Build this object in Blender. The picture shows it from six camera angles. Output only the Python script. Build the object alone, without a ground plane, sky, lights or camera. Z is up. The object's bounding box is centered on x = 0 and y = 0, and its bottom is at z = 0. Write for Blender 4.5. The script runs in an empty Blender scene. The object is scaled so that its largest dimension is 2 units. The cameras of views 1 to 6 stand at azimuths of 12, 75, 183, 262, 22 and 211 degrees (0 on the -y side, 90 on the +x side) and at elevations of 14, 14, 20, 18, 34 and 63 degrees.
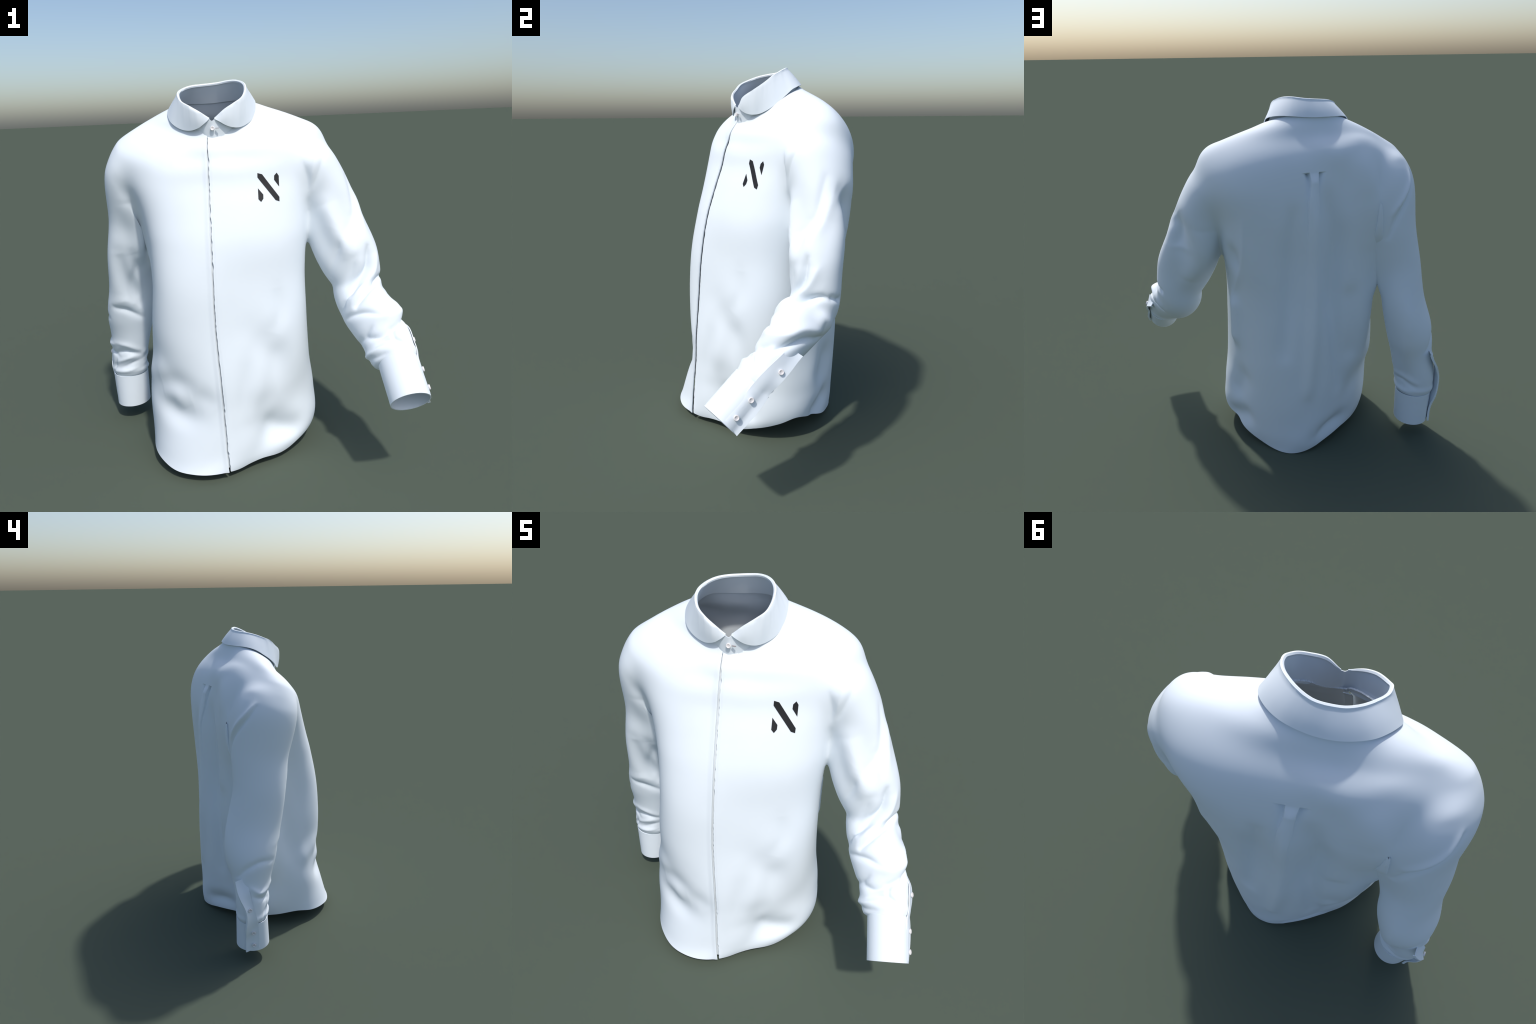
import bpy, bmesh, math
import numpy as np
from mathutils import Vector, kdtree, noise as mnoise

VOXEL = 0.0062
CLOTH = 0.006          # cloth thickness

# ------------------------------------------------------------------ helpers
def hermite(ts, vals, t):
    """smooth curve through control values"""
    ts, vals, t = np.asarray(ts, float), np.asarray(vals, float), np.atleast_1d(np.asarray(t, float))
    if vals.ndim == 1:
        vals = vals[:, None]
    m = np.gradient(vals, ts, axis=0)
    i = np.clip(np.searchsorted(ts, t) - 1, 0, len(ts) - 2)
    h = (ts[i + 1] - ts[i])[:, None]
    s = (t - ts[i])[:, None] / h
    return (2*s**3 - 3*s**2 + 1)*vals[i] + (s**3 - 2*s**2 + s)*h*m[i] + (3*s**2 - 2*s**3)*vals[i+1] + (s**3 - s**2)*h*m[i+1]

def arc_curve(pts, n):
    """n points evenly spaced along a smooth curve through pts"""
    pts = np.asarray(pts, float)
    d = np.r_[0, np.cumsum(np.linalg.norm(np.diff(pts, axis=0), axis=1))]
    return hermite(d, pts, np.linspace(0, d[-1], n))

def smooth01(x):
    x = np.clip(x, 0, 1)
    return x*x*(3 - 2*x)

def unit(v):
    v = np.asarray(v, float)
    return v/np.maximum(np.linalg.norm(v, axis=-1, keepdims=True), 1e-12)

def link(ob, parent=None):
    bpy.context.scene.collection.objects.link(ob)
    if parent is not None:
        ob.parent = parent
    return ob

def mesh_object(name, verts, faces, mat, parent, smooth=True):
    me = bpy.data.meshes.new(name)
    me.from_pydata([tuple(map(float, v)) for v in verts], [], [tuple(map(int, f)) for f in faces])
    me.materials.append(mat)
    me.polygons.foreach_set("use_smooth", [smooth]*len(me.polygons))
    me.update()
    return link(bpy.data.objects.new(name, me), parent)

def grid_faces(nu, nv, close_u=False, flip=False):
    f = []
    for i in range(nu if close_u else nu - 1):
        for j in range(nv - 1):
            a, b = i*nv + j, ((i + 1) % nu)*nv + j
            q = (a, b, b + 1, a + 1)
            f.append(q[::-1] if flip else q)
    return f

def apply_modifiers(ob):
    dg = bpy.context.evaluated_depsgraph_get()
    me = bpy.data.meshes.new_from_object(ob.evaluated_get(dg))
    old = ob.data
    ob.modifiers.clear()
    ob.data = me
    bpy.data.meshes.remove(old)

def solid(ob, thickness, offset=-1.0, bevel=0.0):
    m = ob.modifiers.new("s", "SOLIDIFY")
    m.thickness, m.offset, m.use_even_offset = thickness, offset, False
    if bevel:
        b = ob.modifiers.new("b", "BEVEL")
        b.width, b.segments, b.limit_method, b.angle_limit = bevel, 2, "ANGLE", math.radians(50)
    apply_modifiers(ob)
    ob.data.polygons.foreach_set("use_smooth", [True]*len(ob.data.polygons))
    ob.data.set_sharp_from_angle(angle=math.radians(50))

# ---------------------------------------------------------------- materials
def cloth_material(name, base, dark):
    m = bpy.data.materials.new(name)
    m.use_nodes = True
    nt = m.node_tree
    b = nt.nodes["Principled BSDF"]
    tc = nt.nodes.new("ShaderNodeTexCoord")
    n1 = nt.nodes.new("ShaderNodeTexNoise"); n1.inputs["Scale"].default_value = 5.0; n1.inputs["Detail"].default_value = 3.0
    ramp = nt.nodes.new("ShaderNodeValToRGB")
    ramp.color_ramp.elements[0].position, ramp.color_ramp.elements[0].color = 0.3, (*dark, 1)
    ramp.color_ramp.elements[1].position, ramp.color_ramp.elements[1].color = 0.7, (*base, 1)
    n2 = nt.nodes.new("ShaderNodeTexNoise"); n2.inputs["Scale"].default_value = 900.0; n2.inputs["Detail"].default_value = 1.0
    bump = nt.nodes.new("ShaderNodeBump"); bump.inputs["Strength"].default_value = 0.03; bump.inputs["Distance"].default_value = 0.001
    L = nt.links.new
    L(tc.outputs["Object"], n1.inputs["Vector"]); L(tc.outputs["Object"], n2.inputs["Vector"])
    L(n1.outputs["Fac"], ramp.inputs["Fac"]); L(ramp.outputs["Color"], b.inputs["Base Color"])
    L(n2.outputs["Fac"], bump.inputs["Height"]); L(bump.outputs["Normal"], b.inputs["Normal"])
    b.inputs["Roughness"].default_value = 0.62
    b.inputs["Specular IOR Level"].default_value = 0.3
    return m

def plain_material(name, color, rough, spec=0.5, coat=0.0):
    m = bpy.data.materials.new(name)
    m.use_nodes = True
    nt = m.node_tree
    b = nt.nodes["Principled BSDF"]
    tc = nt.nodes.new("ShaderNodeTexCoord")
    n = nt.nodes.new("ShaderNodeTexNoise"); n.inputs["Scale"].default_value = 60.0
    mix = nt.nodes.new("ShaderNodeMix"); mix.data_type = "RGBA"
    mix.inputs["A"].default_value = (*color, 1)
    mix.inputs["B"].default_value = (*[c*0.93 for c in color], 1)
    nt.links.new(tc.outputs["Object"], n.inputs["Vector"])
    nt.links.new(n.outputs["Fac"], mix.inputs["Factor"])
    nt.links.new(mix.outputs["Result"], b.inputs["Base Color"])
    b.inputs["Roughness"].default_value = rough
    b.inputs["Specular IOR Level"].default_value = spec
    b.inputs["Coat Weight"].default_value = coat
    return m

WHITE = cloth_material("white_cotton", (0.785, 0.85, 0.905), (0.77, 0.835, 0.89))
INK = plain_material("black_print", (0.012, 0.012, 0.014), 0.55, 0.35)
PEARL = plain_material("pearl_button", (0.80, 0.77, 0.77), 0.25, 0.6, 0.3)
THREAD = plain_material("grey_thread", (0.32, 0.29, 0.30), 0.8, 0.2)

# ------------------------------------------------------- shape of the torso
# one row per ring: height, tilt (deg), centre x, y, half width, half depth, turn,
# and four harmonics (cos, sin) that skew the oval
RINGS = np.array([
    [0, 0, -0.094, -0.055, 0.336, 0.502, -0.308, -0.095, 0.053, 0.067, 0.093, 0.023, 0.033, 0.003, 0.052],
    [0.12, 0, -0.064, -0.037, 0.4, 0.445, -0.009, -0.105, 0.103, 0.047, 0.095, 0.04, -0.008, 0.03, 0.023],
    [0.3, 0, -0.067, -0.02, 0.429, 0.405, 0.276, -0.044, 0.098, 0.02, 0.077, -0.014, -0.024, 0.05, 0.001],
    [0.5, 0, -0.102, 0.004, 0.444, 0.4, 0.319, 0.002, 0.057, -0.002, 0.029, -0.008, -0.007, 0.003, -0.017],
    [0.75, 0, -0.125, 0.019, 0.451, 0.386, 0.371, 0.031, 0.043, -0.018, 0.015, 0.014, -0.014, -0.033, -0.006],
    [1, 0, -0.125, 0.034, 0.456, 0.361, 0.41, 0.035, 0.043, -0.033, 0.008, 0.029, -0.001, -0.045, 0.002],
    [1.2, 0, -0.114, 0.057, 0.475, 0.342, 0.396, 0.026, 0.043, -0.035, 0, 0.017, 0.012, -0.043, 0.009],
    [1.4, 3, -0.124, 0.085, 0.507, 0.314, 0.381, 0.025, 0.048, -0.023, -0.007, 0, 0.007, -0.031, -0.007],
    [1.55, 8, -0.115, 0.101, 0.573, 0.277, 0.365, 0.022, 0.052, -0.007, -0.008, -0.01, 0.008, -0.01, -0.032],
    [1.66, 14, -0.111, 0.091, 0.556, 0.257, 0.336, 0.013, 0.051, 0.011, -0.009, -0.016, 0.017, 0.013, -0.035],
    [1.74, 20, -0.091, 0.094, 0.467, 0.207, 0.308, 0.005, 0.036, 0.023, -0.004, -0.016, 0.033, 0.035, -0.026],
    [1.8, 25, -0.111, 0.111, 0.355, 0.171, 0.287, -0.003, -0.012, 0.025, 0.001, 0.007, 0.038, 0.039, -0.019],
    [1.845, 28, -0.132, 0.095, 0.243, 0.165, 0.292, -0.018, -0.072, 0.016, 0.005, 0.021, 0.037, 0.029, -0.01],
    [1.875, 28, -0.141, 0.116, 0.193, 0.16, 0.289, -0.031, -0.116, 0.007, 0.008, 0.025, 0.027, 0.011, 0]])

def torso_points(zz, th):
    c = hermite(RINGS[:, 0], RINGS[:, 1:], np.clip(zz, 0, 1.875))
    tl, cx, cy, w, d, a = [c[:, i:i+1] for i in range(6)]
    tl = np.radians(tl)
    co, si, pw = np.cos(th)[None], np.sin(th)[None], 2/2.1
    h = 1 + sum(c[:, 6+2*k:7+2*k]*np.cos((k + 1)*th) + c[:, 7+2*k:8+2*k]*np.sin((k + 1)*th) for k in range(4))
    X = w*np.sign(co)*abs(co)**pw*h
    Y = d*np.sign(si)*abs(si)**pw*h
    zo, Y = Y*np.sin(tl), Y*np.cos(tl)
    return np.stack([cx + X*np.cos(a) - Y*np.sin(a), cy + X*np.sin(a) + Y*np.cos(a), zz[:, None] + zo], -1)

# --------------------------------------------------------------- sleeves
# one row per ring down the arm: centre x, y, z, half depth (front-back), half width (in-out), turn
SLEEVE_BENT = np.array([
    [0.337, 0.211, 1.543, 0.191, 0.15, -0.185],
    [0.43, 0.199, 1.361, 0.147, 0.151, -0.269],
    [0.482, 0.166, 1.197, 0.117, 0.165, -0.301],
    [0.551, 0.128, 1.046, 0.118, 0.162, -0.155],
    [0.595, 0.114, 0.925, 0.116, 0.135, -0.037],
    [0.599, 0.089, 0.853, 0.121, 0.126, 0.073],
    [0.655, -0.008, 0.79, 0.12, 0.138, 0.049],
    [0.75, -0.153, 0.689, 0.095, 0.125, -0.027],
    [0.832, -0.343, 0.54, 0.086, 0.089, -0.058]])
SLEEVE_HANGING = np.array([
    [-0.578, 0.01, 1.6, 0.175, 0.136, -0.056],
    [-0.623, 0.049, 1.497, 0.186, 0.132, 0.045],
    [-0.657, 0.089, 1.282, 0.17, 0.113, 0.148],
    [-0.687, 0.099, 1.07, 0.166, 0.121, 0.207],
    [-0.714, 0.143, 0.862, 0.166, 0.121, 0.342],
    [-0.758, 0.163, 0.679, 0.149, 0.13, 0.422],
    [-0.779, 0.166, 0.537, 0.115, 0.121, 0.469],
    [-0.805, 0.174, 0.356, 0.095, 0.116, 0.39],
    [-0.794, 0.17, 0.138, 0.102, 0.082, 0.103]])

def tube_frames(P):
    t = unit(np.gradient(P, axis=0))
    y = np.array([0, 1., 0])
    n = unit(y - t*(t@y)[:, None])
    return t, n, np.cross(t, n)

def tube_points(rows, m, k):
    c = hermite(np.arange(len(rows)), rows, np.linspace(0, len(rows) - 1, m))
    t, n, b = tube_frames(c[:, :3])
    th = np.linspace(0, 2*np.pi, k, endpoint=False)
    e1, e2 = c[:, 3, None]*np.cos(th), c[:, 4, None]*np.sin(th)
    cr, sr = np.cos(c[:, 5, None]), np.sin(c[:, 5, None])
    P = c[:, None, :3] + n[:, None]*(e1*cr - e2*sr)[..., None] + b[:, None]*(e1*sr + e2*cr)[..., None]
    return P, c, t

def closed_tube(rings):
    """rings (m, k, 3) -> verts, faces with fan caps"""
    m, k = rings.shape[:2]
    v = list(rings.reshape(-1, 3)) + [rings[0].mean(0), rings[-1].mean(0)]
    f = []
    for i in range(m - 1):
        for j in range(k):
            a, b = i*k + j, i*k + (j + 1) % k
            f.append((a, b, b + k, a + k))
    for j in range(k):
        f.append((m*k, (j + 1) % k, j))
        f.append((m*k + 1, (m - 1)*k + j, (m - 1)*k + (j + 1) % k))
    return v, f

def sleeve_solid(rows):
    P, c, t = tube_points(rows, 160, 72)
    dome = []
    for s, lift in ((.35, .085), (.7, .068), (.9, .04)):
        dome.append(c[0, :3] + (P[0] - c[0, :3])*s - t[0]*lift)
    return np.concatenate([np.array(dome), P])

# ------------------------------------------------------------ body surface
th = np.linspace(0, 2*np.pi, 240, endpoint=False)
zz = np.linspace(-0.07, 1.875, 260)
torso_rings = torso_points(zz, th)
solids = [closed_tube(torso_rings), closed_tube(sleeve_solid(SLEEVE_BENT)), closed_tube(sleeve_solid(SLEEVE_HANGING))]
V, F = [], []
for v, f in solids:
    o = len(V)
    V += list(v)
    F += [tuple(i + o for i in q) for q in f]
src = mesh_object("source", V, F, WHITE, None)
bm = bmesh.new(); bm.from_mesh(src.data); bmesh.ops.recalc_face_normals(bm, faces=bm.faces); bm.to_mesh(src.data); bm.free()
rm = src.modifiers.new("r", "REMESH"); rm.mode = "VOXEL"; rm.voxel_size = VOXEL
apply_modifiers(src)

def read(me):
    co = np.empty(len(me.vertices)*3); me.vertices.foreach_get("co", co)
    ed = np.empty(len(me.edges)*2, int); me.edges.foreach_get("vertices", ed)
    return co.reshape(-1, 3), ed.reshape(-1, 2)

def laplace(co, ed, w, iters, lam=0.5):
    n = len(co)
    deg = np.bincount(ed.ravel(), minlength=n)[:, None].clip(1)
    for _ in range(iters):
        s = np.zeros_like(co)
        for k in range(3):
            s[:, k] = np.bincount(ed[:, 0], co[ed[:, 1], k], n) + np.bincount(ed[:, 1], co[ed[:, 0], k], n)
        co = co + (lam*w)[:, None]*(s/deg - co)
    return co

def seg_distance(co, pts):
    """distance of every vertex to a polyline, and the position 0..1 along it"""
    pts = np.asarray(pts, float)
    L = np.r_[0, np.cumsum(np.linalg.norm(np.diff(pts, axis=0), axis=1))]
    best, pos, side = np.full(len(co), 9.0), np.zeros(len(co)), np.zeros((len(co), 3))
    for a, b, l0, l1 in zip(pts[:-1], pts[1:], L[:-1], L[1:]):
        d = b - a
        t = np.clip(((co - a)@d)/(d@d), 0, 1)
        r = co - a - t[:, None]*d
        D = np.linalg.norm(r, axis=1)
        k = D < best
        best[k], pos[k], side[k] = D[k], ((l0 + t*(l1 - l0))/L[-1])[k], r[k]
    return best, pos, side

def vertex_normals(co, me):
    me.vertices.foreach_set("co", co.ravel()); me.update()
    n = np.empty(len(me.vertices)*3); me.vertex_normals.foreach_get("vector", n)
    return n.reshape(-1, 3)

co, ed = read(src.data)
def kd_of(P):
    kd = kdtree.KDTree(len(P))
    for i, p in enumerate(P):
        kd.insert(p, i)
    kd.balance()
    return kd
kT = kd_of(torso_rings[::2, ::2].reshape(-1, 3))
kL = kd_of(sleeve_solid(SLEEVE_BENT)[::2, ::2].reshape(-1, 3))
kR = kd_of(sleeve_solid(SLEEVE_HANGING)[::2, ::2].reshape(-1, 3))
dT = np.array([kT.find(p)[2] for p in co]); dL = np.array([kL.find(p)[2] for p in co]); dR = np.array([kR.find(p)[2] for p in co])
near = lambda d, r: 1 - smooth01((d - .012)/r)
join_left = near(dT, .05)*near(dL, .05)
join_right = near(dT, .045)*near(dR, .045)
back_right = smooth01((co[:, 1] - .10)/.08)          # crisp armhole ridge behind the hanging sleeve
co = laplace(co, ed, np.where(co[:, 2] > .25, 1., .15), 20)
co = laplace(co, ed, np.clip(join_left + join_right*(1 - .9*back_right), 0, 1), 40)
wide_left = near(dT, .10)*near(dL, .10)
high = smooth01((co[:, 2] - 1.30)/.12)
w = np.clip(np.maximum(wide_left, join_right*(1 - back_right))*high, 0, 1)
co = laplace(co, ed, w, 110)
chest = smooth01((co[:, 2] - 1.22)/.12)*(1 - smooth01((co[:, 2] - 1.72)/.08))*smooth01((.50 - abs(co[:, 0] + .13))/.12)
co = laplace(co, ed, chest, 130)

# collar curves: fold line and outer edge, from the wearer's left tip round the back to the right tip
RIM = np.array([(-.094, -.090, 1.806), (-.044, -.073, 1.843), (-.003, -.038, 1.872), (.022, -.010, 1.892), (.033, .035, 1.924), (.031, .064, 1.947),
                (.016, .104, 1.970), (-.008, .134, 1.984), (-.040, .156, 1.992), (-.079, .172, 1.993), (-.137, .177, 1.986), (-.188, .161, 1.981),
                (-.223, .143, 1.978), (-.259, .108, 1.973), (-.284, .062, 1.962), (-.298, .010, 1.943), (-.290, -.035, 1.922), (-.271, -.063, 1.894),
                (-.213, -.097, 1.861), (-.150, -.105, 1.825), (-.118, -.103, 1.806)])
EDGE = np.array([(-.094, -.093, 1.802), (-.070, -.092, 1.790), (-.043, -.077, 1.772), (-.005, -.045, 1.758), (.021, -.010, 1.760), (.048, .022, 1.775),
                 (.065, .054, 1.796), (.072, .091, 1.825), (.070, .130, 1.857), (.060, .168, 1.887), (.047, .192, 1.897), (-.005, .231, 1.909),
                 (-.056, .246, 1.910), (-.128, .244, 1.905), (-.191, .230, 1.901), (-.248, .208, 1.901), (-.290, .181, 1.900), (-.336, .138, 1.898),
                 (-.360, .092, 1.889), (-.370, .055, 1.874), (-.372, .015, 1.848), (-.356, -.025, 1.820), (-.328, -.057, 1.790), (-.294, -.073, 1.768),
                 (-.253, -.086, 1.754), (-.217, -.097, 1.752), (-.178, -.106, 1.762), (-.141, -.110, 1.784), (-.118, -.106, 1.802)])
NECK = np.array([-.128, .06])

# --------------------------------------------------------- folds and dents
# broad fullness and hollows of the draped cloth
DRAPE = [
    ([(-.40, .23, 1.70), (-.448, .243, 1.60), (-.490, .245, 1.408), (-.515, .225, 1.2)], .100, .046),
    ([(-.195, .380, 1.52), (-.198, .40, 1.27), (-.198, .41, .93), (-.180, .43, .53), (-.17, .44, .40)], .032, .046),
    ([(-.27, .354, 1.50), (-.31, .354, 1.3), (-.31, .36, .95), (-.34, .355, .65), (-.36, .33, .4)], .052, -.062),
    ([(-.09, .43, 1.45), (-.075, .44, 1.2), (-.06, .44, .9), (-.04, .45, .65)], .036, -.035),
    ([(-.434, .149, .274), (-.44, .14, .285)], .085, .024),
    ([(-.222, .421, .094), (-.34, .326, .123), (-.40, .24, .13)], .060, -.056),
    ([(.238, .31, .90), (.24, .294, .70)], .050, .035),
    ([(.239, .385, 1.21), (.239, .385, 1.18)], .050, -.030),
    ([(.22, .323, .42), (.248, .297, .34)], .070, -.030),
    ([(-.348, -.185, 1.60), (-.154, -.15, 1.615), (.046, -.086, 1.61), (.211, .003, 1.61)], .055, -.018),
    ([(.093, -.273, .744), (.197, -.227, .606), (.245, -.178, .419)], .080, -.020),
    ([(.032, -.378, .24), (.113, -.322, .25), (.22, -.20, .24)], .080, -.034),
    ([(-.515, -.071, .888), (-.523, -.112, .628), (-.522, -.147, .498)], .060, -.020),
    ([(.075, .15, 1.86), (.065, .09, 1.82)], .045, .010),
    ([(.35, .18, 1.74), (.35, .18, 1.72)], .070, .025),
    ([(-.36, .20, 1.77), (-.42, .23, 1.67), (-.47, .25, 1.50)], .090, .030),
    ([(-.25, .30, 1.76), (-.30, .28, 1.72)], .070, .018),
    ([(-.40, .31, .95), (-.42, .30, .60)], .050, -.020),
    ([(-.55, .21, 1.50), (-.565, .20, 1.30), (-.570, .19, 1.12), (-.56, .18, .95)], .042, .058),
    ([(.40, .30, 1.34), (.43, .27, 1.15), (.50, .24, 1.01)], .062, .066),
    ([(.566, .257, 1.40), (.545, .300, 1.33), (.540, .295, 1.22)], .062, -.050),
    ([(.586, .108, 1.28), (.63, .075, 1.15), (.655, .057, 1.08)], .055, .024),
    ([(.44, .060, 1.35), (.50, .040, 1.20), (.58, .025, 1.07)], .050, .040),
    ([(-.595, -.085, 1.40), (-.590, -.030, 1.26), (-.595, .000, 1.10)], .048, .045),
    ([(-.692, -.065, 1.10), (-.680, -.030, .94), (-.648, .045, .80)], .050, -.030),
    ([(-.715, .304, .88), (-.73, .290, .65), (-.74, .269, .50)], .050, .022),
    ([(-.40, -.32, .36), (-.305, -.374, .33), (-.20, -.39, .33)], .055, -.028),
    ([(-.47, -.23, .50), (-.40, -.31, .54)], .060, .018),
    ([(.03, -.37, .22), (.05, -.35, .40), (.08, -.30, .62)], .055, -.020),
    ([(.18, -.24, .20), (.26, -.15, .16)], .060, -.030),
    ([(.13, -.29, .32), (.20, -.22, .60)], .070, -.012),
    ([(-.55, .02, .98), (-.553, .045, .78)], .060, -.034),
    ([(-.545, .10, .92), (-.54, .11, .60)], .060, -.020),
    ([(-.33, .27, 1.80), (-.42, .16, 1.77), (-.50, .13, 1.68), (-.55, .16, 1.55)], .070, .030),
    ([(.21, .31, .17), (.27, .24, .13)], .060, -.034),
]
# polyline, half width, height (negative = valley)
FOLDS = [
    ([(-.118, -.10, 1.74), (-.13, -.13, 1.66)], .07, .015),
    # bent sleeve: spiral creases round the elbow and the stacked forearm
    ([(.622, .089, 1.105), (.634, .065, 1.015), (.570, -.027, .900), (.530, -.032, .831), (.517, -.009, .770)], .019, -.034),
    ([(.663, .100, 1.07), (.662, .067, .983), (.613, -.047, .909), (.573, -.076, .846)], .022, .017),
    ([(.740, .130, .945), (.724, .106, .948), (.692, .013, .934), (.639, -.069, .900), (.595, -.097, .842)], .014, -.034),
    ([(.728, .150, .937), (.690, .200, .92)], .012, -.020),
    ([(.830, -.136, .791), (.793, -.197, .777), (.711, -.229, .732), (.650, -.196, .708)], .015, -.022),
    ([(.813, -.073, .819), (.764, -.162, .816), (.677, -.161, .809)], .022, .012),
    ([(.724, -.159, .823), (.647, -.139, .824), (.590, -.113, .802), (.555, -.06, .76)], .015, -.016),
    ([(.673, -.185, .767), (.635, -.181, .702), (.617, -.125, .649)], .015, -.014),
    ([(.814, -.254, .724), (.753, -.250, .729), (.697, -.249, .694)], .012, -.012),
    ([(.746, -.296, .679), (.701, -.281, .650), (.671, -.225, .606)], .013, -.012),
    ([(.724, -.270, .694), (.678, -.250, .656), (.655, -.190, .600), (.67, -.15, .58)], .018, .020),
    ([(.720, .094, .754), (.804, -.022, .790), (.833, -.111, .785), (.829, -.166, .772), (.769, -.207, .765)], .013, -.030),
    ([(.742, .087, .800), (.795, -.020, .835), (.815, -.104, .820), (.757, -.172, .808)], .024, .018),
    ([(.690, .140, .79), (.735, .100, .85), (.757, .068, .830)], .036, .022),
    ([(.780, -.210, .769), (.784, -.243, .738), (.828, -.256, .717), (.859, -.295, .672)], .009, -.014),
    ([(.56, -.05, .87), (.548, -.045, .85)], .018, .012),
    ([(.582, .090, 1.168), (.575, .05, 1.03), (.549, .008, .914)], .022, -.010),
    ([(.547, .18, 1.477), (.587, .097, 1.302), (.523, .055, 1.125), (.463, .042, .98)], .022, -.012),
    ([(.552, .223, 1.445), (.613, .135, 1.259), (.588, .073, 1.105)], .026, .008),
    # hanging sleeve: slack above the wrist
    ([(-.790, .010, .765), (-.718, .008, .749), (-.681, .036, .716), (-.648, .086, .676)], .018, -.014),
    ([(-.834, .033, .775), (-.708, .000, .805), (-.665, .036, .772), (-.637, .091, .716)], .028, .006),
    ([(-.869, .098, .436), (-.767, .062, .465), (-.704, .101, .438)], .014, -.015),
    ([(-.840, .080, .520), (-.762, .054, .505), (-.696, .102, .464)], .018, .008),
    ([(-.80, .080, .355), (-.750, .079, .382), (-.690, .150, .415)], .010, -.009),
    ([(-.86, .100, .375), (-.765, .072, .419), (-.680, .140, .450)], .014, .011),
    ([(-.868, .103, .321), (-.762, .085, .341), (-.692, .157, .368)], .012, .010),
    ([(-.643, .008, 1.12), (-.643, .008, 1.018), (-.655, .005, .914), (-.640, .060, .742)], .030, -.014),
    ([(-.846, .268, .584), (-.887, .203, .655), (-.889, .134, .690), (-.851, .049, .687)], .017, -.012),
    ([(-.898, .192, .531), (-.898, .138, .492), (-.847, .075, .508)], .016, .013),
    ([(-.907, .170, .472), (-.893, .125, .452), (-.829, .077, .422)], .012, -.010),
    ([(-.849, .089, .396), (-.865, .100, .352), (-.883, .116, .300)], .008, -.012),
    ([(-.693, .184, .375), (-.722, .237, .380), (-.762, .262, .363), (-.802, .272, .343)], .012, -.010),
    ([(-.690, .170, .41), (-.716, .235, .415), (-.762, .266, .395), (-.81, .278, .37)], .016, .008),
    ([(-.707, .190, .320), (-.735, .240, .315), (-.775, .265, .300)], .012, .008),
    # armhole seam behind the hanging sleeve
    ([(-.712, .120, 1.60), (-.712, .160, 1.540), (-.690, .215, 1.470), (-.640, .252, 1.390), (-.590, .26, 1.27)], .012, -.016),
    ([(-.700, .120, 1.60), (-.690, .165, 1.545), (-.660, .210, 1.48), (-.610, .248, 1.40)], .016, .016),
    # hem puckers and long drapes
    ([(-.395, -.314, .477), (-.288, -.372, .498), (-.197, -.393, .469)], .060, -.010),
    ([(-.396, -.321, .419), (-.311, -.363, .433), (-.27, -.380, .35)], .050, .007),
    ([(-.219, -.389, .404), (-.146, -.396, .426), (-.096, -.396, .383)], .055, -.008),
    ([(.050, -.345, .370), (.144, -.291, .361), (.209, -.218, .383)], .070, -.010),
    ([(.090, -.342, .250), (.189, -.222, .225), (.314, -.079, .253)], .070, .008),
    ([(.204, -.169, .960), (.217, -.182, .823), (.190, -.217, .729)], .045, -.008),
    # front armhole of the bent sleeve
    ([(.320, .050, 1.567), (.343, .062, 1.499), (.346, .069, 1.423)], .022, -.008),
    ([(.425, .078, 1.603), (.416, .049, 1.543), (.384, .031, 1.446)], .016, -.008),
    ([(.384, .057, 1.587), (.372, .040, 1.501), (.350, .049, 1.384)], .016, .007),
    # back drapes
    ([(.167, .454, 1.413), (.186, .425, 1.191), (.255, .273, .903)], .022, .008),
]
def add_folds(co, me, folds, snap=False):
    nrm = vertex_normals(co, me)
    kd = kd_of(co) if snap else None
    out = np.zeros(len(co))
    for pts, wd, amp in folds:
        if snap:                                   # lay the crease on the present surface
            pts = [co[kd.find(p)[1]] for p in pts]
        P = arc_curve(pts, 5*len(pts)) if len(pts) > 2 else np.array(pts, float)
        k = np.where(((co > P.min(0) - 3*wd) & (co < P.max(0) + 3*wd)).all(1))[0]
        if len(k) == 0:
            continue
        d, pos, _ = seg_distance(co[k], P)
        out[k] += amp*np.exp(-(d/wd)**(1.45 if snap and wd < .03 else 2))*(0.35 + 0.65*np.sin(np.pi*np.clip(pos, 0, 1))**.7 if len(pts) > 2 else 1)
    return co + nrm*out[:, None]
co = add_folds(co, src.data, DRAPE)
co = laplace(co, ed, np.where(co[:, 2] > .2, 1., .2), 10)
yoke = smooth01((co[:, 2] - 1.42)/.1)*smooth01((co[:, 1] - .02)/.1)*smooth01((co[:, 0] + .66)/.1)
co = laplace(co, ed, yoke, 60)
low_front = (1 - smooth01((co[:, 2] - .75)/.25))*smooth01((co[:, 2] - .10)/.08)*smooth01((.05 - co[:, 1])/.1)*smooth01((.56 - abs(co[:, 0] + .09))/.05)
co = laplace(co, ed, low_front, 60)
back = smooth01((co[:, 2] - .08)/.1)*(1 - smooth01((co[:, 2] - 1.3)/.1))*smooth01((co[:, 1] - .15)/.1)*smooth01((.40 - abs(co[:, 0] + .12))/.06)
co = laplace(co, ed, back, 35)
hole = np.exp(-(seg_distance(co, [(-.58, .20, 1.52), (-.58, .20, 1.05)])[0]/.09)**4)
co = laplace(co, ed, hole, 50)
co = add_folds(co, src.data, FOLDS, snap=True)
co = laplace(co, ed, np.ones(len(co)), 2)
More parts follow.
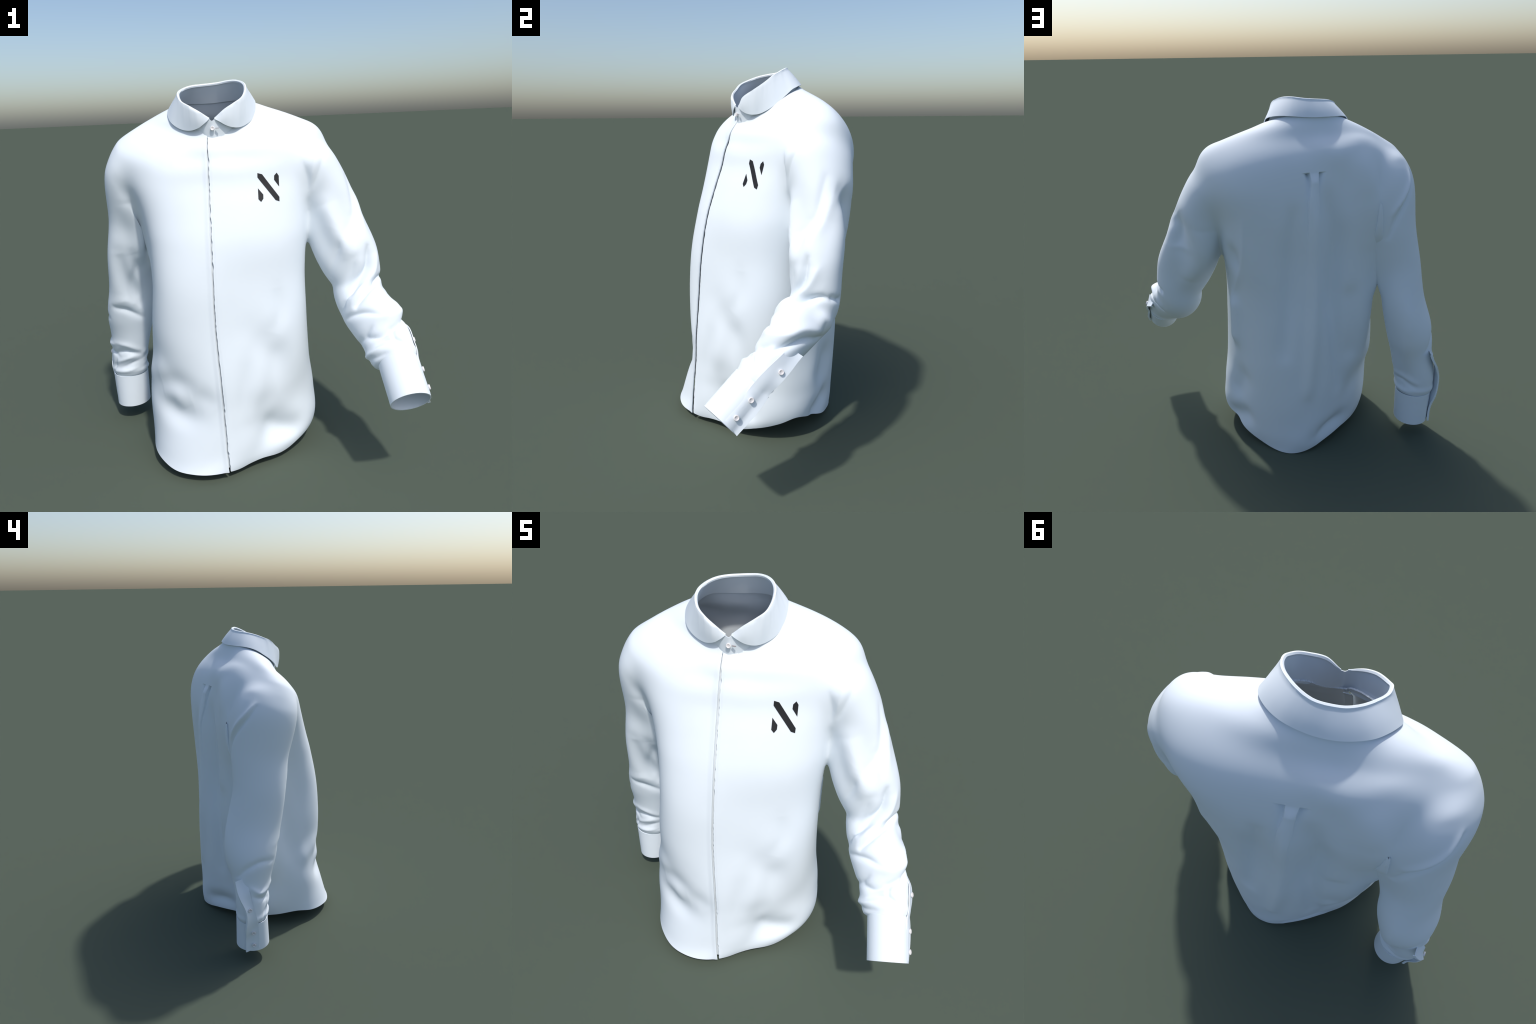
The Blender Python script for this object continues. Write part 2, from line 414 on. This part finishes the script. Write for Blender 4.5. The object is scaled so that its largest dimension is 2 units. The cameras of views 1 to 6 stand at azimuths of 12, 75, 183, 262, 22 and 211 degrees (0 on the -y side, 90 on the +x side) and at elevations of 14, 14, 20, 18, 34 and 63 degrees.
src.data.vertices.foreach_set("co", co.ravel()); src.data.update()

CUFF_BENT = (np.array([.856, -.405, .487]), unit([.255, -.745, -.617]))
CUFF_HANGING = (np.array([-.800, .171, .092]), unit([.02, -.02, -1.]))
for c0, ax, shift in ((*CUFF_BENT, .012), (*CUFF_HANGING, 0)):              # the sleeve tucks into its cuff
    s_ax = (c0 - co)@ax
    rad = co - (c0 - s_ax[:, None]*ax)
    s_ax = s_ax - shift
    r = np.linalg.norm(rad, axis=1)
    sel = (r < .2) & (s_ax < .26) & (s_ax > 0)
    tuck = smooth01((.206 - s_ax)/.030)
    co[sel] += (unit(rad)*(.006*np.exp(-((s_ax - .228)/.018)**2))[:, None])[sel]
    goal = np.minimum(r, .080)
    co[sel] -= (unit(rad)*((r - goal)*tuck)[:, None])[sel]
src.data.vertices.foreach_set("co", co.ravel()); src.data.update()

# ------------------------------------------- hem, neck, wrists and front cut
HEM = np.array([(-14, .080), (1, .115), (12, .141), (29, .105), (46, .060), (59, .030), (76, .005), (89, .0), (102, .010), (117, .034),
                (137, .054), (168, .066), (183, .084), (203, .102), (215, .080), (231, .062), (243, .046), (255, .044), (274, .042),
                (284, .034), (292, .040), (303, .045), (326, .042), (346, .080), (361, .115)])
def hem_height(P):
    a = np.degrees(np.arctan2(P[:, 1], P[:, 0] + .08)) % 360
    return hermite(HEM[:, 0], HEM[:, 1], a)[:, 0]

PLACKET = np.array([(-.020, -.425, -.10), (-.033, -.425, .039), (-.042, -.418, .127), (-.050, -.409, .268), (-.058, -.396, .425), (-.069, -.375, .557),
                    (-.082, -.353, .687), (-.091, -.336, .838), (-.092, -.325, 1.003), (-.097, -.298, 1.161), (-.111, -.238, 1.345),
                    (-.122, -.188, 1.498), (-.132, -.129, 1.669), (-.134, -.10, 1.76), (-.134, -.07, 1.95)])
ca, sa = math.cos(.25), math.sin(.25)
def front_space(P, back=False):
    q = hermite(PLACKET[:, 2], PLACKET[:, :2], P[:, 2])
    if back:
        return np.c_[q[:, 0] + P[:, 0]*ca - P[:, 1]*sa, q[:, 1] + P[:, 0]*sa + P[:, 1]*ca, P[:, 2]]
    x, y = P[:, 0] - q[:, 0], P[:, 1] - q[:, 1]
    return np.c_[x*ca + y*sa, -x*sa + y*ca, P[:, 2]]

def bm_array(bm): return np.array([v.co[:] for v in bm.verts])
def bm_write(bm, P):
    for v, p in zip(bm.verts, P):
        v.co = p
bm = bmesh.new(); bm.from_mesh(src.data)
def cut(co_, no_, keep_faces=None, clear=True):
    fs = [f for f in bm.faces if keep_faces is None or keep_faces(f.calc_center_median())]
    geom = list({e for f in fs for e in f.edges} | {v for f in fs for v in f.verts} | set(fs))
    r = bmesh.ops.bisect_plane(bm, geom=geom, dist=1e-5, plane_co=co_, plane_no=no_, clear_outer=clear)
    return [g for g in r["geom_cut"] if isinstance(g, bmesh.types.BMEdge)]
# box pleat below the yoke at the centre back: finer mesh there, then a raised strip with two pockets at its top
PL_TOP = 1.647
PLEAT = np.array([(-.193, 1.70), (-.194, 1.60), (-.192, 1.45), (-.190, 1.2), (-.185, .9)])
def pleat_uv(P):
    x0 = hermite(-PLEAT[:, 1], PLEAT[:, 0], -P[:, 2])[:, 0]
    return (P[:, 0] - x0)/.94, PL_TOP - P[:, 2]
for _ in range(2):
    es = [e for e in bm.edges if e.verts[0].co.y > .2 and abs(e.verts[0].co.x + .193) < .062 and 1.30 < e.verts[0].co.z < 1.665]
    bmesh.ops.subdivide_edges(bm, edges=es, cuts=1, use_grid_fill=True)
bm.normal_update()
P = bm_array(bm)
N = np.array([v.normal[:] for v in bm.verts])
u, d = pleat_uv(P)
half = np.interp(d, [0, .03, .07, .14, .3, .7], [.026, .0225, .021, .026, .030, .032])
lump = .0015*np.array([mnoise.noise(Vector((z*30, 5.5, 0))) for z in P[:, 2]])
edge = smooth01((half + lump + .0025 - abs(u + .002))/.005)
fade = np.exp(-np.clip(d, 0, 9)/.20)
on = smooth01(d/.004)*(d > 0)
strip_h = .020*fade*edge*smooth01(d/.06)*(1 - .35*np.clip(abs(u + .002)/half, 0, 1)**2)
valley = -(.034*np.exp(-np.clip(d, 0, 9)/.022) + .013*fade)*(1 - edge)*np.exp(-(np.clip(abs(u) - half, 0, 9)/.020)**2)*on
sel = (P[:, 1] > .15) & (abs(u) < .12) & (d > -.02) & (d < .9)
P[sel] += (N*(strip_h*on + valley)[:, None])[sel]
bm_write(bm, P)
# neck: everything inside the collar seam goes
C = np.array([(.045, .075, 1.815), (.064, .125, 1.850), (.055, .163, 1.880), (-.005, .222, 1.902), (-.056, .237, 1.903), (-.128, .235, 1.898), (-.191, .221, 1.894),
              (-.248, .199, 1.894), (-.290, .172, 1.893), (-.330, .130, 1.890), (-.352, .088, 1.880), (-.358, .045, 1.860), (-.335, .000, 1.825), (-.285, -.042, 1.785), (-.225, -.072, 1.755),
              (-.160, -.092, 1.742), (-.107, -.096, 1.738), (-.060, -.074, 1.745), (-.020, -.038, 1.758), (.020, .018, 1.780)])
C = arc_curve(np.concatenate([C, C[:1]]), 400)
C_ang, C_rad = np.arctan2(C[:, 1] - NECK[1], C[:, 0] - NECK[0]), np.hypot(C[:, 0] - NECK[0], C[:, 1] - NECK[1])
order = np.argsort(C_ang)
C_ang, C_rad, C_z = C_ang[order], C_rad[order], C[order, 2]
def seam(a):
    return np.interp(a, C_ang, C_rad, period=2*np.pi), np.interp(a, C_ang, C_z, period=2*np.pi)
P = bm_array(bm)
a = np.arctan2(P[:, 1] - NECK[1], P[:, 0] - NECK[0])
r = np.hypot(P[:, 0] - NECK[0], P[:, 1] - NECK[1])
gone = (P[:, 2] > seam(a)[1] - .09) & (r < seam(a)[0] - .010) & (P[:, 2] > 1.66)
bm.verts.ensure_lookup_table()
bmesh.ops.delete(bm, geom=[bm.verts[i] for i in np.where(gone)[0]], context="VERTS")
# wrists: the sleeve ends inside the cuff
cut(Vector(CUFF_BENT[0] - .187*CUFF_BENT[1]), Vector(CUFF_BENT[1]), lambda c: c.x > .65)
cut(Vector(CUFF_HANGING[0] - .175*CUFF_HANGING[1]), Vector(CUFF_HANGING[1]), lambda c: c.x < -.63 and c.z < .6)
# hem
P = bm_array(bm); P[:, 2] -= hem_height(P); bm_write(bm, P)
cut(Vector((0, 0, 0)), Vector((0, 0, -1)), lambda c: c.z < .1 and -.62 < c.x < .5)
P = bm_array(bm)
for _ in range(1):
    P[:, 2] += hem_height(P)
bm_write(bm, P)
# front opening
bm_write(bm, front_space(bm_array(bm)))
edges = cut(Vector((0, 0, 0)), Vector((1, 0, 0)), lambda c: abs(c.x) < .05 and c.y < .12 and c.z < 1.75, clear=False)
bmesh.ops.split_edges(bm, edges=edges)
bm.faces.ensure_lookup_table()
P = bm_array(bm)
side = np.zeros(len(P))
for v in bm.verts:
    if abs(v.co.x) < .04 and v.co.y < .12:
        cx = np.mean([f.calc_center_median().x for f in v.link_faces]) if v.link_faces else 0
        side[v.index] = 1 if cx > 0 else -1
bm.verts.index_update()
wave = np.array([mnoise.noise(Vector((z*34, 3.1, 0))) + .6*mnoise.noise(Vector((z*75, 9.1, 0))) for z in P[:, 2]])
open_ = .35 + .65*smooth01((1.70 - P[:, 2])/.10)
fall = 1 - smooth01(abs(P[:, 0])/.028)
lft = (side > 0) & (abs(P[:, 0]) < .028)
P[lft, 0] += (fall*open_*(.0095 + .0042*wave))[lft]
P[lft, 1] += (fall*.0025*open_)[lft]
rgt = (side < 0) & (abs(P[:, 0]) < .028)
P[rgt, 1] -= (fall*.0050*open_)[rgt]
ek = (abs(P[:, 0]) < .016) & (side != 0)
e_z = np.linspace(.0, 1.76, 60)
e_y = np.array([P[ek & (abs(P[:, 2] - zv) < .03), 1].mean() if (ek & (abs(P[:, 2] - zv) < .03)).any() else 0 for zv in e_z])
bm_write(bm, front_space(P, back=True))
bmesh.ops.delete(bm, geom=[v for v in bm.verts if not v.link_faces], context="VERTS")
bm.to_mesh(src.data); bm.free()

# --------------------------------------- give the cloth depth, split into parts
me = src.data
me.update()
nv = len(me.vertices)
co, _ = read(me)
no = np.empty(nv*3); me.vertex_normals.foreach_get("vector", no); no = no.reshape(-1, 3)
faces = [tuple(p.vertices) for p in me.polygons]
cen = np.array([co[list(f)].mean(0) for f in faces])
fn = np.empty(len(faces)*3); me.polygons.foreach_get("normal", fn)

def arm_label(c):
    """0 torso, 1 bent sleeve, 2 hanging sleeve: beyond the armhole planes"""
    lab = np.zeros(len(c), int)
    l = (c - np.array([.335, .19, 1.45]))@unit([.93, .28, -.25])
    d1 = np.array([kL.find(p)[2] for p in c]); d2 = np.array([kR.find(p)[2] for p in c]); d0 = np.array([kT.find(p)[2] for p in c])
    lab[(l > 0) & ((d1 <= d0 + .004) | (c[:, 2] > 1.5))] = 1
    r = (c - np.array([-.575, .03, 1.45]))@unit([-.93, -.25, -.2])
    lab[(r > 0) & ((d2 <= d0 + .004) | (c[:, 2] > 1.5))] = 2
    return lab
lab = arm_label(cen)
# remove specks: a face takes the label of most of its neighbours
from collections import defaultdict
ef = defaultdict(list)
for i, f in enumerate(faces):
    for a, b in zip(f, f[1:] + f[:1]):
        ef[(min(a, b), max(a, b))].append(i)
nb = [[] for _ in faces]
for l in ef.values():
    if len(l) == 2:
        nb[l[0]].append(l[1]); nb[l[1]].append(l[0])
for _ in range(12):
    new = lab.copy()
    for i, n in enumerate(nb):
        if n:
            s = [lab[k] for k in n] + [lab[i]]
            new[i] = max(set(s), key=s.count)
    lab = new

inner = co - no*CLOTH
allco = np.concatenate([co, inner])
parts = {0: [], 1: [], 2: []}      # (face verts, loop normals)
for i, f in enumerate(faces):
    parts[lab[i]].append((f, [no[k] for k in f]))
    g = tuple(k + nv for k in reversed(f))
    parts[lab[i]].append((g, [-no[k - nv] for k in g]))
for (a, b), l in ef.items():
    if len(l) == 1:
        f = faces[l[0]]
        j = f.index(a)
        if f[(j + 1) % len(f)] != b:
            a, b = b, a
        q = (b, a, a + nv, b + nv)
        n = unit(np.cross(allco[q[1]] - allco[q[0]], allco[q[3]] - allco[q[0]]))
        parts[lab[l[0]]].append((q, [n]*4))

shirt = link(bpy.data.objects.new("dress_shirt", None))
shirt["label"] = "white long sleeved button-up dress shirt with rounded collar"
shirt["category"] = "shirt"

def part_object(name, plist):
    used = sorted({k for f, _ in plist for k in f})
    idx = {k: i for i, k in enumerate(used)}
    ob = mesh_object(name, allco[used], [[idx[k] for k in f] for f, _ in plist], WHITE, shirt)
    ob.data.normals_split_custom_set([tuple(n) for _, ns in plist for n in ns])
    return ob
torso = part_object("torso", parts[0])
sleeve_left = part_object("sleeve", parts[1])
sleeve_right = part_object("sleeve", parts[2])
bpy.data.objects.remove(src)

# strip of cloth behind the front opening
z = np.linspace(.055, 1.72, 90)
rows = front_space(np.array([(sx, np.interp(zv, e_z, e_y) + .019, zv) for zv in z for sx in np.linspace(-.014, .018, 5)]), back=True)
pl = mesh_object("button_placket", rows, grid_faces(90, 5, flip=False), WHITE, shirt)
solid(pl, .003, 1.0)

# ---------------------------------------------------------------- collar
def turn(P):
    a = np.arctan2(P[:, 1] - NECK[1], P[:, 0] - NECK[0])
    return np.unwrap(a)
def by_angle(P, n):
    C = arc_curve(P, 800)
    a = turn(C)
    a = (a - a[0])/(a[-1] - a[0])
    s = np.linspace(0, 1, n)
    return np.stack([np.interp(s, a, C[:, k]) for k in range(3)], 1)
NU = 220
R, Ed = by_angle(RIM, NU), by_angle(EDGE, NU)
out = unit(np.c_[R[:, :2] - NECK, np.zeros(NU)])
s_ = np.linspace(0, 1, NU)
tip = smooth01(np.minimum(s_, 1 - s_)/.06)
jig = np.array([mnoise.noise(Vector((s*46, 1.7, 0))) + .5*mnoise.noise(Vector((s*100, 4.7, 0))) for s in s_])
up = np.array([0, 0, 1.])
t3 = tip[:, None]
ro = R + out*((.0080 + .0025*jig)*tip)[:, None] - up*((.0015 + .0025*jig)*tip)[:, None]
cols = [R + out*.0015*t3 - up*.004*t3, R + up*.0015*t3, R + out*.003*t3 + up*.005*t3, R + out*.0065*t3 + up*.004*t3, ro]
for v in np.linspace(.1, 1, 11):
    cols.append(ro*(1 - v) + Ed*v + out*(.0035*math.sin(math.pi*v))*t3)
col = np.stack(cols, 1)
collar = mesh_object("collar", col.reshape(-1, 3), grid_faces(NU, col.shape[1]), WHITE, shirt)
solid(collar, .0035, -1)

# collar stand: the band under the leaf, closed at the front by a button
top = np.concatenate([R, arc_curve([R[-1], (-.107, -.0995, 1.797), R[0]], 13)[1:-1]])
n2 = len(top)
a = np.arctan2(top[:, 1] - NECK[1], top[:, 0] - NECK[0])
sr, sz = seam(a)
bot = np.c_[NECK[0] + (sr - .008)*np.cos(a), NECK[1] + (sr - .008)*np.sin(a), sz - .004]
front = np.exp(-((top[:, 0] + .107)/.06)**2)*(top[:, 1] < 0)
bot = bot + np.c_[np.zeros(n2), -.008*front, -.020*front]
for i in range(n2):
    ok, loc, nn, _ = torso.closest_point_on_mesh(Vector(bot[i]))
    bot[i] = np.array(loc) - .004*np.array([math.cos(a[i]), math.sin(a[i]), 0]) + np.array([0, 0, -.004])
sm = bot.copy()
for _ in range(6):
    sm = (np.roll(sm, 1, 0) + sm*2 + np.roll(sm, -1, 0))/4
bot = sm
cols = []
for v in np.linspace(0, 1, 9):
    cols.append(top*(1 - v) + bot*v - up*.002)
st = np.stack(cols, 1)
stand = mesh_object("collar_stand", st.reshape(-1, 3), grid_faces(n2, st.shape[1], close_u=True, flip=False), WHITE, shirt)
solid(stand, .003, -1)

# ---------------------------------------------------------------- cuffs
def cuff(name, centre, axis, length, r_end, r_top, parent):
    t = axis
    y = np.array([0, 1., 0])
    n = unit(y - t*(t@y)); b = np.cross(t, n)
    k = 96
    a = np.linspace(0, 2*np.pi, k, endpoint=False)
    rows = []
    for v in np.linspace(0, 1, 14):
        c = centre - t*length*(1 - v)
        rn, rb = [r_top[i]*(1 - v) + r_end[i]*v for i in (0, 1)]
        rows.append(c + np.outer(np.cos(a)*rn, n) + np.outer(np.sin(a)*rb, b))
    P = np.stack(rows, 1)
    ob = mesh_object(name, P.reshape(-1, 3), grid_faces(k, 14, close_u=True, flip=True), WHITE, parent)
    solid(ob, .005, -1)
    return ob
SPEC_L = (CUFF_BENT, .208, (.090, .091), (.088, .092))
SPEC_R = (CUFF_HANGING, .196, (.099, .094), (.093, .100))
cuff_l = cuff("cuff", *CUFF_BENT, *SPEC_L[1:], shirt)
cuff_r = cuff("cuff", *CUFF_HANGING, *SPEC_R[1:], shirt)

def clear_of_cuff(P, cuff_spec, gap):
    (c0, ax), length, r_end, r_top = cuff_spec
    y = np.array([0, 1., 0])
    n = unit(y - ax*(ax@y)); b = np.cross(ax, n)
    s_ax = (c0 - P)@ax
    rad = P - (c0 - s_ax[:, None]*ax)
    v = np.clip(1 - s_ax/length, 0, 1)
    rn, rb = r_top[0]*(1 - v) + r_end[0]*v, r_top[1]*(1 - v) + r_end[1]*v
    a = np.arctan2((rad@b)/rb, (rad@n)/rn)
    R_ = np.hypot(rn*np.cos(a), rb*np.sin(a)) + gap
    r = np.linalg.norm(rad, axis=1)
    fade = smooth01((length + .03 - s_ax)/.04)
    return P + unit(rad)*(np.maximum(R_ - r, 0)*fade)[:, None]
def strip(name, free, fixed, parent, sleeve, spec, n=70, m=8, bow=.004):
    A, B = arc_curve(free, n), arc_curve(fixed, n)
    for i in range(n):                                  # sewn edge lies on the cloth
        best = None
        for ob in (parent, sleeve):
            ok, loc, nn, _ = ob.closest_point_on_mesh(Vector(B[i]))
            d = (loc - Vector(B[i])).length
            if best is None or d < best[0]:
                best = (d, np.array(loc) + .002*np.array(nn))
        B[i] = best[1]
    B = arc_curve(B[::6], n)
    mid = unit(np.cross(np.gradient(A, axis=0), B - A))
    ref = (A + B)/2 - np.array(parent.matrix_world.translation)
    cols = [clear_of_cuff(A*(1 - v) + B*v + mid*(bow*math.sin(math.pi*v)), spec, .0045 if v < .95 else .001) for v in np.linspace(0, 1, m)]
    G = np.stack(cols, 1)
    c0, ax = spec[0]
    start = smooth01(np.linspace(0, 1, n)/.22)[:, None, None]
    for ease in (10, 8, 6):
        push = np.zeros((n, m, 3))
        for i in range(n):
            for j in range(m):
                p = Vector(G[i, j])
                ok, loc, nn, _ = sleeve.closest_point_on_mesh(p)
                out_ = p - Vector(c0 - ((c0 - G[i, j])@ax)*ax)
                if nn.dot(out_) < 0:                    # nearest point is on the lining: use the outer face
                    loc, nn = loc - nn*CLOTH, -nn
                gap = (p - loc).dot(nn)
                if (p - loc).length < .04 and gap < .005:
                    push[i, j] = np.array(nn)*min(.005 - gap, .03)
        for _ in range(ease):                           # ease the push along and across the band
            push[1:-1] = (push[:-2] + 2*push[1:-1] + push[2:])/4
            push[:, 1:-1] = (push[:, :-2] + 2*push[:, 1:-1] + push[:, 2:])/4
        G = G + 1.4*push*start
    for _ in range(12):
        G[1:-1] = (G[:-2] + 2*G[1:-1] + G[2:])/4
    nr = unit(np.cross(np.gradient(G, axis=0), np.gradient(G, axis=1)))
    away = G - (c0 - ((c0 - G)@ax)[..., None]*ax)
    nr = nr*np.sign((nr*away).sum())
    G = G - (1 - start)*.016*nr
    lip = np.stack([G[:, 0] - nr[:, 0]*d for d in (.011, .005)], 1)      # turned-in edge
    G = np.concatenate([lip, G], 1)
    m += 2
    ob = mesh_object(name, G.reshape(-1, 3), grid_faces(n, m), WHITE, parent)
    solid(ob, .004, 0)
    return ob
band_r = strip("cuff_band", [(-.893, .276, .576), (-.914, .267, .499), (-.944, .222, .384), (-.944, .220, .335), (-.935, .226, .267), (-.907, .226, .185), (-.903, .225, .088)],
      [(-.895, .225, .595), (-.910, .200, .51), (-.925, .180, .41), (-.918, .160, .34), (-.908, .148, .26), (-.900, .145, .185), (-.900, .149, .088)], cuff_r, sleeve_right, SPEC_R, bow=-.004)
band_l = strip("cuff_band", [(.835, -.024, .733), (.870, -.085, .695), (.890, -.135, .655), (.902, -.210, .594), (.922, -.251, .549), (.948, -.355, .462)],
      [(.835, -.065, .785), (.858, -.120, .765), (.872, -.175, .732), (.890, -.270, .655), (.905, -.318, .610), (.933, -.418, .527)], cuff_l, sleeve_left, SPEC_L, bow=.004)

# --------------------------------------------------------------- buttons
def button_mesh():
    prof = [(0, .0052), (.0052, .0052), (.0066, .0066), (.0086, .0074), (.0102, .0066), (.0108, .0048), (.0104, .0022), (.0090, .0), (0, .0)]
    k = 40
    v, f = [], []
    for r, h in prof[1:-1]:
        for j in range(k):
            a = 2*math.pi*j/k
            v.append((r*math.cos(a), r*math.sin(a), h))
    m = len(prof) - 2
    for i in range(m - 1):
        for j in range(k):
            a, b = i*k + j, i*k + (j + 1) % k
            f.append((a, a + k, b + k, b))
    f.append(tuple(range(k)))
    f.append(tuple(reversed(range((m - 1)*k, m*k))))
    shell = len(f)
    for hx, hy in ((1, 1), (1, -1), (-1, 1), (-1, -1)):          # stitched thread holes
        o = len(v)
        for lvl in (.0046, .0056):
            for j in range(10):
                a = 2*math.pi*j/10
                v.append((hx*.0021 + .00095*math.cos(a), hy*.0021 + .00095*math.sin(a), lvl))
        f.append(tuple(o + 10 + j for j in range(10)))
        for j in range(10):
            f.append((o + j, o + (j + 1) % 10, o + 10 + (j + 1) % 10, o + 10 + j))
    me = bpy.data.meshes.new("button")
    me.from_pydata(v, [], f)
    me.materials.append(PEARL)
    me.materials.append(THREAD)
    me.polygons.foreach_set("material_index", [0 if i < shell else 1 for i in range(len(f))])
    me.polygons.foreach_set("use_smooth", [True]*len(me.polygons))
    me.set_sharp_from_angle(angle=math.radians(60))
    return me
BUTTON = button_mesh()
bpy.context.view_layer.update()
def button(pos, normal, parent, size=1.0):
    ob = link(bpy.data.objects.new("button", BUTTON), parent)
    ob.rotation_euler = Vector(normal).to_track_quat("Z", "Y").to_euler()
    ob.location = Vector(pos)
    ob.scale = (size,)*3
    return ob
SZ = 1.18
button((-.105, -.100, 1.757), (.18, -.95, .25), stand, 1.05)
def button_on(band, pos, outward, parent):
    ok, loc, nn, _ = band.ray_cast(Vector(pos) + Vector(outward)*.06, -Vector(outward), distance=.15)
    if not ok:
        loc, nn = Vector(pos), Vector(outward)
    if nn.dot(Vector(outward)) < 0:
        nn = -nn
    button(loc + nn*.0015, (nn + Vector(outward)).normalized(), parent, SZ)
for p in ((.930, -.352, .535), (.906, -.283, .593), (.882, -.143, .690)):
    button_on(band_l, p, unit((.86, -.05, .42)), cuff_l)
for p in ((-.903, .178, .138), (-.913, .181, .229), (-.931, .203, .401)):
    button_on(band_r, p, unit((-.98, .10, .05)), cuff_r)
# buttonhole stitch beside the collar button
bh = mesh_object("buttonhole", [(x, y, z) for x in (-.090, -.072) for y in (-.102, -.094) for z in (1.7575, 1.7600)],
                 [(0, 1, 3, 2), (4, 6, 7, 5), (0, 4, 5, 1), (2, 3, 7, 6), (0, 2, 6, 4), (1, 5, 7, 3)], THREAD, stand, smooth=False)

# ------------------------------------------------------------- chest emblem
# strokes in emblem units: across, down
STROKES = [
    [(0, 0), (.162, .04), (.772, .82), (.776, .974), (.64, .934), (.009, .145)],
    [(.662, -.018), (.741, .088), (.763, .456), (.583, .224), (.579, .083)],
    [(.031, .522), (.211, .741), (.215, .882), (.140, .996), (.048, .899)]]
PX = np.array([(0, 0), (.662, -.018), (.140, .996), (.776, .974)])
W3 = np.array([(.108, -.078, 1.529), (.198, -.034, 1.526), (.130, -.124, 1.391), (.217, -.075, 1.386)])
A, *_ = np.linalg.lstsq(np.c_[np.ones(4), PX], W3, rcond=None)      # origin, across, down
en = unit(np.cross(A[1], A[2])); en = en if en[1] < 0 else -en
dg = bpy.context.evaluated_depsgraph_get()
emblem = link(bpy.data.objects.new("chest_emblem", None), shirt)
for poly in STROKES:
    b2 = bmesh.new()
    vs = [b2.verts.new((x, y, 0)) for x, y in poly]
    b2.faces.new(vs)
    bmesh.ops.triangulate(b2, faces=b2.faces)
    bmesh.ops.subdivide_edges(b2, edges=b2.edges, cuts=5, use_grid_fill=True)
    for v in b2.verts:
        p = A[0] + v.co.x*A[1] + v.co.y*A[2]
        ok, loc, nn, _ = torso.ray_cast(Vector(p + en*.12), Vector(-en), distance=.3)
        v.co = (loc + nn*.0004) if ok else Vector(p)
    bmesh.ops.recalc_face_normals(b2, faces=b2.faces)
    me = bpy.data.meshes.new("emblem_stroke")
    b2.to_mesh(me); b2.free()
    me.materials.append(INK)
    ob = link(bpy.data.objects.new("emblem_stroke", me), emblem)
    if sum((p.normal@Vector(en)) for p in me.polygons) < 0:
        me.flip_normals()
    solid(ob, .0012, 1.0)
